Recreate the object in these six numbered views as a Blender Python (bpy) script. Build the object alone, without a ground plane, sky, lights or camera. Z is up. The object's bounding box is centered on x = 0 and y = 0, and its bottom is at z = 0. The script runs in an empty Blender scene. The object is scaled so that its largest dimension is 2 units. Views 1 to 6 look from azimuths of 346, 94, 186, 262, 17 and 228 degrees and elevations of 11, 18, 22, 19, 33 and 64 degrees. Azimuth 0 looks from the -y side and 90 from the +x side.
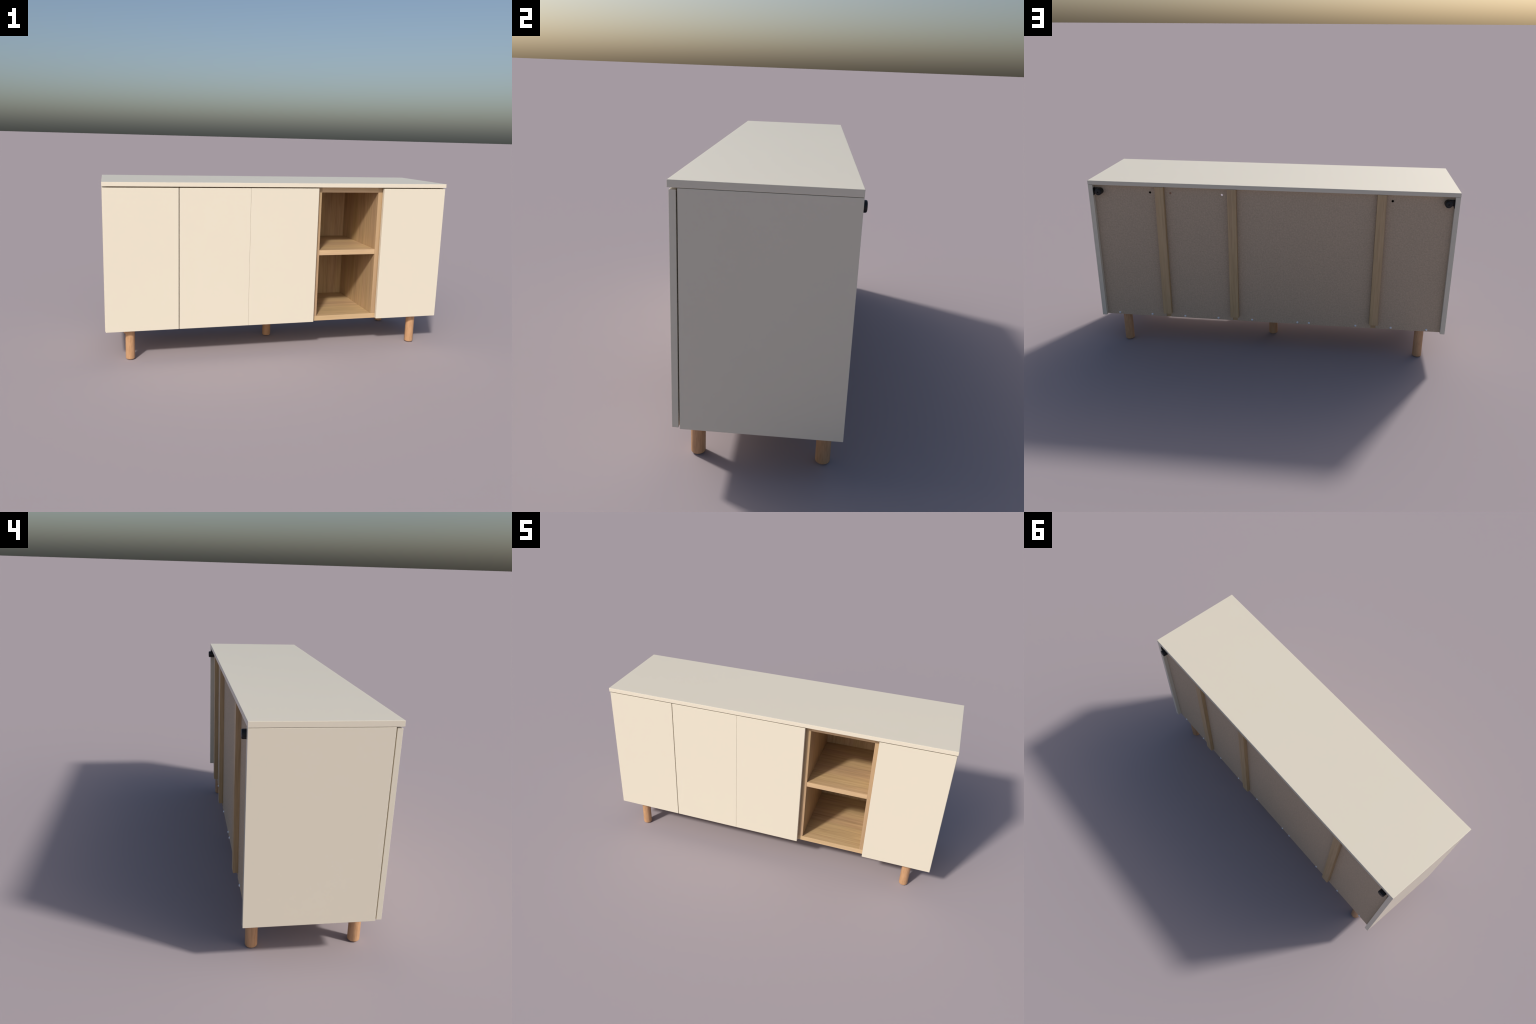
import bpy, bmesh, math
from mathutils import Vector, Matrix

# ------------------------------------------------------------------ sizes (m)
W = 1.0                      # half width of the top
Y_FRONT, Y_BACK = -0.288, 0.2735
Z_TOP, Z_UNDER = 0.9960, 0.9730      # top board
Z_BASE = 0.175                        # underside of the carcass
Z_FLOOR = 0.2045                      # upper face of the bottom board
SIDE_IN = 0.974                       # inner face of the side boards
CARC_F = -0.2578                      # front of the side boards
WOOD_F = -0.2555                      # front of the oak boards
DIV_HALF = 0.0242                     # half thickness of a divider
DIV_X = (-0.6, 0.2, 0.6)
SHEET_Y0, SHEET_Y1 = 0.2477, 0.2505   # thin back sheet
DOOR_Y0, DOOR_Y1 = -0.284, -0.2625
DOOR_Z0, DOOR_Z1 = 0.1780, 0.9668
DOORS = ((-0.9965, -0.5997), (-0.5955, -0.2003), (-0.1996, 0.1966), (0.5994, 0.9965))


# ------------------------------------------------------------------ materials
class Nodes:
    def __init__(self, name):
        self.mat = bpy.data.materials.new(name)
        self.mat.use_nodes = True
        self.t = self.mat.node_tree
        self.bsdf = self.t.nodes["Principled BSDF"]
        self.coord = self.t.nodes.new("ShaderNodeTexCoord")

    def link(self, a, b):
        self.t.links.new(a, b)

    def mapping(self, scale, offset_random=0.0):
        m = self.t.nodes.new("ShaderNodeMapping")
        m.inputs["Scale"].default_value = scale
        if offset_random:
            info = self.t.nodes.new("ShaderNodeObjectInfo")
            mul = self.t.nodes.new("ShaderNodeMath")
            mul.operation = "MULTIPLY"
            mul.inputs[1].default_value = offset_random
            comb = self.t.nodes.new("ShaderNodeCombineXYZ")
            self.link(info.outputs["Random"], mul.inputs[0])
            for i in range(3):
                self.link(mul.outputs[0], comb.inputs[i])
            self.link(comb.outputs[0], m.inputs["Location"])
        self.link(self.coord.outputs["Object"], m.inputs["Vector"])
        return m.outputs[0]

    def noise(self, vec, scale=1.0, detail=3.0, rough=0.55, distort=0.0):
        n = self.t.nodes.new("ShaderNodeTexNoise")
        n.inputs["Scale"].default_value = scale
        n.inputs["Detail"].default_value = detail
        n.inputs["Roughness"].default_value = rough
        n.inputs["Distortion"].default_value = distort
        self.link(vec, n.inputs["Vector"])
        return n.outputs["Fac"]

    def ramp(self, fac, stops):
        r = self.t.nodes.new("ShaderNodeValToRGB")
        e = r.color_ramp.elements
        while len(e) < len(stops):
            e.new(0.5)
        for el, (p, c) in zip(e, stops):
            el.position = p
            el.color = (*c, 1.0)
        self.link(fac, r.inputs["Fac"])
        return r.outputs["Color"]

    def mix(self, kind, fac, a, b):
        m = self.t.nodes.new("ShaderNodeMix")
        m.data_type = "RGBA"
        m.blend_type = kind
        m.inputs[0].default_value = fac
        self.link(a, m.inputs[6])
        self.link(b, m.inputs[7])
        return m.outputs[2]

    def bump(self, height, strength, distance):
        b = self.t.nodes.new("ShaderNodeBump")
        b.inputs["Strength"].default_value = strength
        b.inputs["Distance"].default_value = distance
        self.link(height, b.inputs["Height"])
        self.link(b.outputs[0], self.bsdf.inputs["Normal"])

    def finish(self, color=None, rough=0.5, metallic=0.0, spec=0.5):
        if color is not None:
            if isinstance(color, tuple):
                self.bsdf.inputs["Base Color"].default_value = (*color, 1.0)
            else:
                self.link(color, self.bsdf.inputs["Base Color"])
        self.bsdf.inputs["Roughness"].default_value = rough
        self.bsdf.inputs["Metallic"].default_value = metallic
        self.bsdf.inputs["Specular IOR Level"].default_value = spec
        return self.mat


def shade(c, k):
    return tuple(min(1.0, x * k) for x in c)


def lacquer(name, base, rough):
    n = Nodes(name)
    f = n.noise(n.mapping((3.0, 3.0, 3.0), 7.0), 1.0, 2.0)
    col = n.ramp(f, [(0.25, shade(base, 0.996)), (0.75, shade(base, 1.003))])
    g = n.noise(n.mapping((420, 420, 420)), 1.0, 2.0)
    n.bump(g, 0.03, 0.0004)
    return n.finish(col, rough, spec=0.5)


def oak(name, axis, base, contrast=1.0, fine=1.0, rough=0.45, hue_mix=1.0, fleck=7.0):
    """oak veneer: broad soft bands, cathedral arches and fine pores along one axis"""
    n = Nodes(name)
    def along(a, c):
        v = [c, c, c]
        v["xyz".index(axis)] = a
        return tuple(v)
    k = 0.16 * contrast
    broad = n.noise(n.mapping(along(1.4, 24.0), 11.0), 1.0, 3.0, 0.5, 1.2)
    col = n.ramp(broad, [(0.28, shade(base, 1 - k)), (0.5, base),
                         (0.72, shade(base, 1 + 0.7 * k))])
    # hue drift between yellowish and pinkish boards
    hue = n.noise(n.mapping(along(0.7, 14.0), 23.0), 1.0, 1.0)
    tint = n.ramp(hue, [(0.36, (1.0, 0.965, 0.975)), (0.64, (1.0, 1.01, 0.925))])
    col = n.mix("MULTIPLY", hue_mix, col, tint)
    pores = n.noise(n.mapping(along(fleck, 260.0), 5.0), 1.0, 2.0, 0.6)
    dark = n.ramp(pores, [(0.36, (0.80, 0.76, 0.70)), (0.52, (1.0, 1.0, 1.0))])
    col = n.mix("MULTIPLY", 0.75 * fine, col, dark)
    streak = n.noise(n.mapping(along(1.6, 75.0), 3.0), 1.0, 2.0, 0.5, 1.0)
    dark2 = n.ramp(streak, [(0.38, (0.86, 0.83, 0.79)), (0.55, (1.0, 1.0, 1.0))])
    col = n.mix("MULTIPLY", 0.6 * contrast, col, dark2)
    n.bump(pores, 0.12, 0.0006)
    return n.finish(col, rough, spec=0.4)


CREAM = (0.740, 0.682, 0.555)
CREAM_SIDE = (0.745, 0.682, 0.555)
mat_door = lacquer("cream_lacquer", CREAM, 0.29)
mat_side = lacquer("cream_melamine", CREAM_SIDE, 0.29)
OAK = (0.525, 0.365, 0.210)
OAK_EDGE = (0.635, 0.452, 0.266)
OAK_EDGE_UP = (0.490, 0.338, 0.200)
mat_oak_x = oak("oak_veneer_grain_across", "x", OAK, 1.05, 0.9)
mat_oak_z = oak("oak_veneer_grain_upright", "z", OAK, 1.05, 0.9)
mat_oak_back = oak("oak_veneer_back", "z", OAK, 0.8)
mat_edge_x = oak("oak_edging_grain_across", "x", OAK_EDGE, 0.5, 0.5)
mat_edge_z = oak("oak_edging_grain_upright", "z", OAK_EDGE_UP, 0.6, 0.5)
mat_rear_z = oak("oak_rear_edging", "z", (0.565, 0.402, 0.230), 0.6, 0.8, hue_mix=0.6)
mat_leg = oak("turned_beech", "z", (0.592, 0.340, 0.182), 0.6, 0.9, 0.5, 0.2, 22.0)

n = Nodes("brown_fibreboard")
f = n.noise(n.mapping((130, 130, 130)), 1.0, 4.0, 0.65)
c1 = n.ramp(f, [(0.3, (0.485, 0.372, 0.268)), (0.7, (0.625, 0.485, 0.350))])
f2 = n.noise(n.mapping((2.2, 2.2, 2.2)), 1.0, 2.0)
c2 = n.ramp(f2, [(0.3, (0.96, 0.97, 0.97)), (0.7, (1.0, 1.0, 1.0))])
c3 = n.mix("MULTIPLY", 1.0, c1, c2)
n.bump(f, 0.15, 0.0006)
mat_sheet = n.finish(c3, 0.75, spec=0.25)

n = Nodes("black_plastic")
f = n.noise(n.mapping((300, 300, 300)), 1.0, 2.0)
mat_black = n.finish(n.ramp(f, [(0.3, (0.006, 0.006, 0.007)), (0.7, (0.011, 0.011, 0.012))]),
                     0.42, spec=0.4)
n = Nodes("recess_shade_black")  # near-black for the added disc that paints shade inside the spacer recess
mat_recess_shade = n.finish((0.002, 0.002, 0.002), 0.8, spec=0.1)
n = Nodes("zinc_steel")
f = n.noise(n.mapping((500, 500, 500)), 1.0, 2.0)
mat_zinc = n.finish(n.ramp(f, [(0.3, (0.86, 0.88, 0.91)), (0.7, (0.92, 0.94, 0.96))]),
                    0.5, metallic=0.6)


# ------------------------------------------------------------------ helpers
root = bpy.data.objects.new("sideboard", None)
bpy.context.scene.collection.objects.link(root)
root["label"] = "long cream sideboard with oak niche and round wooden legs"
root["category"] = "sideboard"


def add(name, mesh, loc, parent, mat=None):
    ob = bpy.data.objects.new(name, mesh)
    bpy.context.scene.collection.objects.link(ob)
    ob.parent = parent
    off = Vector(loc)
    p = parent
    while p is not None:
        off = off - p.location
        p = p.parent
    ob.location = off
    if mat is not None and not mesh.materials:
        mesh.materials.append(mat)
    return ob


def smooth_by_angle(bm, deg):
    for fc in bm.faces:
        fc.smooth = True
    lim = math.radians(deg)
    for e in bm.edges:
        if len(e.link_faces) == 2:
            e.smooth = e.calc_face_angle(0.0) < lim
        else:
            e.smooth = False


def board(name, x0, x1, y0, y1, z0, z1, mat, bevel=0.0012, parent=None, segs=3):
    c = ((x0 + x1) / 2, (y0 + y1) / 2, (z0 + z1) / 2)
    bm = bmesh.new()
    bmesh.ops.create_cube(bm, size=1.0)
    bmesh.ops.scale(bm, vec=(x1 - x0, y1 - y0, z1 - z0), verts=bm.verts)
    if bevel:
        bmesh.ops.bevel(bm, geom=list(bm.edges), offset=bevel, segments=segs,
                        profile=0.5, affect="EDGES")
    me = bpy.data.meshes.new(name)
    bm.to_mesh(me)
    bm.free()
    return add(name, me, c, parent or root, mat)


def turned(profile, segs=48):
    """solid of revolution about z from (radius, height) points"""
    bm = bmesh.new()
    rings = []
    for r, z in profile:
        if r < 1e-6:
            rings.append([bm.verts.new((0, 0, z))])
        else:
            rings.append([bm.verts.new((r * math.cos(2 * math.pi * i / segs),
                                        r * math.sin(2 * math.pi * i / segs), z))
                          for i in range(segs)])
    for a, b in zip(rings, rings[1:]):
        for i in range(segs):
            j = (i + 1) % segs
            if len(a) == 1 and len(b) > 1:
                bm.faces.new((a[0], b[j], b[i]))
            elif len(b) == 1 and len(a) > 1:
                bm.faces.new((a[i], a[j], b[0]))
            elif len(a) > 1:
                bm.faces.new((a[i], a[j], b[j], b[i]))
    bmesh.ops.recalc_face_normals(bm, faces=bm.faces)
    smooth_by_angle(bm, 35)
    return bm


def to_mesh(bm, name):
    me = bpy.data.meshes.new(name)
    bm.to_mesh(me)
    bm.free()
    return me


def plate(name, outline, holes, y0, y1, mat, parent=None):
    """flat sheet standing in the xz plane with round holes right through it"""
    cu = bpy.data.curves.new(name, "CURVE")
    cu.dimensions = "2D"
    cu.fill_mode = "BOTH"
    cu.extrude = (y1 - y0) / 2
    cx = sum(p[0] for p in outline) / len(outline)
    cz = sum(p[1] for p in outline) / len(outline)
    loops = [outline]
    for hx, hz, r in holes:
        loops.append([(hx + r * math.cos(2 * math.pi * i / 24),
                       hz + r * math.sin(2 * math.pi * i / 24)) for i in range(24)])
    for lp in loops:
        sp = cu.splines.new("POLY")
        sp.points.add(len(lp) - 1)
        for pt, (x, z) in zip(sp.points, lp):
            pt.co = (x - cx, z - cz, 0, 1)
        sp.use_cyclic_u = True
    tmp = bpy.data.objects.new(name + "_helper", cu)
    bpy.context.scene.collection.objects.link(tmp)
    dg = bpy.context.evaluated_depsgraph_get()
    me = bpy.data.meshes.new_from_object(tmp.evaluated_get(dg))
    bpy.data.objects.remove(tmp)
    bpy.data.curves.remove(cu)
    me.name = name
    me.transform(Matrix.Rotation(math.radians(90), 4, "X"))
    me.materials.clear()
    return add(name, me, (cx, (y0 + y1) / 2, cz), parent or root, mat)


# ------------------------------------------------------------------ carcass
board("top_panel", -W, W, Y_FRONT, Y_BACK, Z_UNDER, Z_TOP, mat_side, 0.0014)
for s in (-1, 1):
    a, b = sorted((s * SIDE_IN, s * 0.9995))
    board("side_panel", a, b, CARC_F, 0.2732, Z_BASE, Z_UNDER - 0.0012, mat_side, 0.0012)

BAND = 0.0016

# bottom board with light front edging
b = board("bottom_panel", -SIDE_IN + 0.0004, SIDE_IN - 0.0004, WOOD_F + BAND, SHEET_Y0 - 0.0004,
          Z_BASE + 0.0004, Z_FLOOR, mat_oak_x, 0.0)
board("edge_band", -SIDE_IN + 0.0004, SIDE_IN - 0.0004, WOOD_F, WOOD_F + BAND - 0.0001,
      Z_BASE + 0.0002, Z_FLOOR, mat_edge_x, 0.0005, b, 2)

# dividers; their rear edges stand out of the back sheet as upright battens
for x in DIV_X:
    d = board("divider", x - DIV_HALF, x + DIV_HALF, WOOD_F + BAND, Y_BACK - 0.0018,
              Z_FLOOR + 0.0004, Z_UNDER - 0.0012, mat_oak_z, 0.0)
    board("edge_band", x - DIV_HALF, x + DIV_HALF, WOOD_F, WOOD_F + BAND - 0.0001,
          Z_FLOOR + 0.0004, Z_UNDER - 0.0012, mat_edge_z, 0.0005, d, 2)
    board("rear_batten", x - DIV_HALF + 0.0004, x + DIV_HALF - 0.0004, Y_BACK - 0.0017, Y_BACK - 0.0002,
          Z_FLOOR + 0.0004, Z_UNDER - 0.0012, mat_rear_z, 0.0005, d, 2)

# head boards under the top, one per compartment
cells = [(-SIDE_IN, -0.6 - DIV_HALF), (-0.6 + DIV_HALF, 0.2 - DIV_HALF),
         (0.2 + DIV_HALF, 0.6 - DIV_HALF), (0.6 + DIV_HALF, SIDE_IN)]
for x0, x1 in cells:
    h = board("head_board", x0 + 0.0004, x1 - 0.0004, WOOD_F + BAND, SHEET_Y0 - 0.0005,
              0.9418, Z_UNDER - 0.0012, mat_oak_x, 0.0)
    board("edge_band", x0 + 0.0004, x1 - 0.0004, WOOD_F + 0.0003, WOOD_F + BAND - 0.0001,
          0.9418, Z_UNDER - 0.0012, mat_edge_x, 0.0005, h, 2)

# shelf of the open niche
nx0, nx1 = cells[2]
s = board("shelf", nx0 + 0.0003, nx1 - 0.0003, WOOD_F + 0.0014 + BAND, SHEET_Y0 - 0.0045,
          0.5742, 0.6036, mat_oak_x, 0.0)
board("edge_band", nx0 + 0.0003, nx1 - 0.0003, WOOD_F + 0.0014, WOOD_F + 0.0014 + BAND - 0.0001,
      0.5741, 0.6037, mat_edge_x, 0.0005, s, 2)

# ------------------------------------------------------------------ back sheets
HOLE_R, HOLE_Z = 0.0064, 0.9345
HOLES = (0.657, 0.543, 0.257, -0.657)
NOTCH = 0.0140           # half width of the gap left below a divider
zt = Z_UNDER - 0.002
for i, (x0, x1) in enumerate(cells):
    l, r = x0 + 0.0003, x1 - 0.0003
    lo = l if i == 0 else DIV_X[i - 1] + NOTCH
    ro = r if i == 3 else DIV_X[i] - NOTCH
    zs = Z_FLOOR - 0.0006
    pts = [(lo, Z_BASE + 0.0003), (ro, Z_BASE + 0.0003)]
    if ro != r:
        pts += [(ro, zs)]
    pts += [(r, zs), (r, zt), (l, zt), (l, zs)]
    if lo != l:
        pts += [(lo, zs)]
    hs = [(hx, HOLE_Z, HOLE_R) for hx in HOLES if x0 < hx < x1]
    plate("back_panel", pts, hs, SHEET_Y0, SHEET_Y1, mat_sheet)

# oak lining on the niche side of the back sheet
plate("niche_lining", [(nx0 + 0.0004, Z_FLOOR + 0.0003), (nx1 - 0.0004, Z_FLOOR + 0.0003),
                       (nx1 - 0.0004, 0.9415), (nx0 + 0.0004, 0.9415)],
      [(0.257, HOLE_Z, HOLE_R), (0.543, HOLE_Z, HOLE_R)], SHEET_Y0 - 0.0022, SHEET_Y0 - 0.0003,
      mat_oak_back)

# screws along the lower edge of the back
bm = turned([(0.0, 0.0052), (0.0024, 0.0049), (0.0046, 0.0039), (0.0060, 0.0024), (0.0068, 0.0), (0.0068, -0.001),
             (0.0, -0.001)], 32)
bmesh.ops.rotate(bm, verts=bm.verts, cent=(0, 0, 0), matrix=Matrix.Rotation(math.radians(-90), 3, "X"))
screw_mesh = to_mesh(bm, "screw")
screw_mesh.materials.append(mat_zinc)
for x in (0.9, 0.7, 0.5, 0.3, 0.1, -0.1655, -0.2328, -0.5, -0.7, -0.9):
    add("screw", screw_mesh, (x, SHEET_Y1 + 0.0003, 0.1858), root)

# ------------------------------------------------------------------ doors
for x0, x1 in DOORS:
    board("door", x0, x1, DOOR_Y0, DOOR_Y1, DOOR_Z0, DOOR_Z1, mat_door, 0.0012)

# ------------------------------------------------------------------ legs
R_LEG = 0.0261
prof = [(0.0, 0.0)]
rb = 0.007
for k in range(7):
    a = math.radians(-90 + 15 * k)
    prof.append((R_LEG - rb + rb * math.cos(a), rb + rb * math.sin(a)))
prof += [(R_LEG, Z_BASE - 0.0002), (0.0, Z_BASE - 0.0002)]
leg_mesh = to_mesh(turned(prof, 64), "leg")
leg_mesh.materials.append(mat_leg)
for i, (x, y) in enumerate(((-0.865, -0.2222), (0.865, -0.2222), (-0.865, 0.2185), (0.865, 0.2185), (0.0, 0.046))):
    lg = add("leg", leg_mesh, (x, y, 0.0), root)
    lg.rotation_euler = (0, 0, 1.3 * i)

# ------------------------------------------------------------------ wall spacers (black knobs)
KX, KZ, KR = 0.9405, 0.9355, 0.0188
for s in (-1, 1):
    # round body pointing backwards, with a small recess in its end
    y1, yb = 0.288, SHEET_Y1 + 0.0005
    L = y1 - yb
    bm = turned([(0.0, L - 0.005), (0.0026, L - 0.005), (0.0026, L - 0.0006), (0.0034, L), (KR - 0.0042, L),
                 (KR - 0.0018, L - 0.0010), (KR - 0.0005, L - 0.0028), (KR, L - 0.0055), (KR, 0.0), (0.0, 0.0)], 48)
    bmesh.ops.rotate(bm, verts=bm.verts, cent=(0, 0, 0), matrix=Matrix.Rotation(math.radians(-90), 3, "X"))
    knob = add("wall_spacer", to_mesh(bm, "wall_spacer"), (s * KX, yb, KZ), root, mat_black)
    # flange reaching from the body to the side board
    a, b_ = sorted((s * KX, s * (SIDE_IN - 0.0003)))
    board("flange", a, b_, yb, yb + 0.0065, 0.9205, KZ + KR - 0.0006, mat_black, 0.0010, knob, 2)
    # tapering cheek screwed to the inner face of the side board
    bm = bmesh.new()
    xs = (s * (SIDE_IN - 0.0004), s * (SIDE_IN - 0.0034))
    outline = [(yb, 0.9175), (0.2716, 0.9130), (0.2722, 0.9545), (yb, 0.9545)]
    rings = [[bm.verts.new((x - s * KX, y - yb, z - KZ)) for y, z in outline] for x in xs]
    bm.faces.new(rings[0])
    bm.faces.new(rings[1][::-1])
    for i in range(len(outline)):
        j = (i + 1) % len(outline)
        bm.faces.new((rings[0][i], rings[1][i], rings[1][j], rings[0][j]))
    bmesh.ops.recalc_face_normals(bm, faces=bm.faces)
    add("cheek", to_mesh(bm, "cheek"), (s * KX, yb, KZ), knob, mat_black)
    # added black disc on the recess floor, standing in for its shade
    bm = turned([(0.0, 0.0006), (0.0024, 0.0006), (0.0024, 0.0), (0.0, 0.0)], 20)
    bmesh.ops.rotate(bm, verts=bm.verts, cent=(0, 0, 0), matrix=Matrix.Rotation(math.radians(-90), 3, "X"))
    add("recess_shade_disc", to_mesh(bm, "recess_shade_disc"), (s * KX, yb + L - 0.0048, KZ), knob, mat_recess_shade)
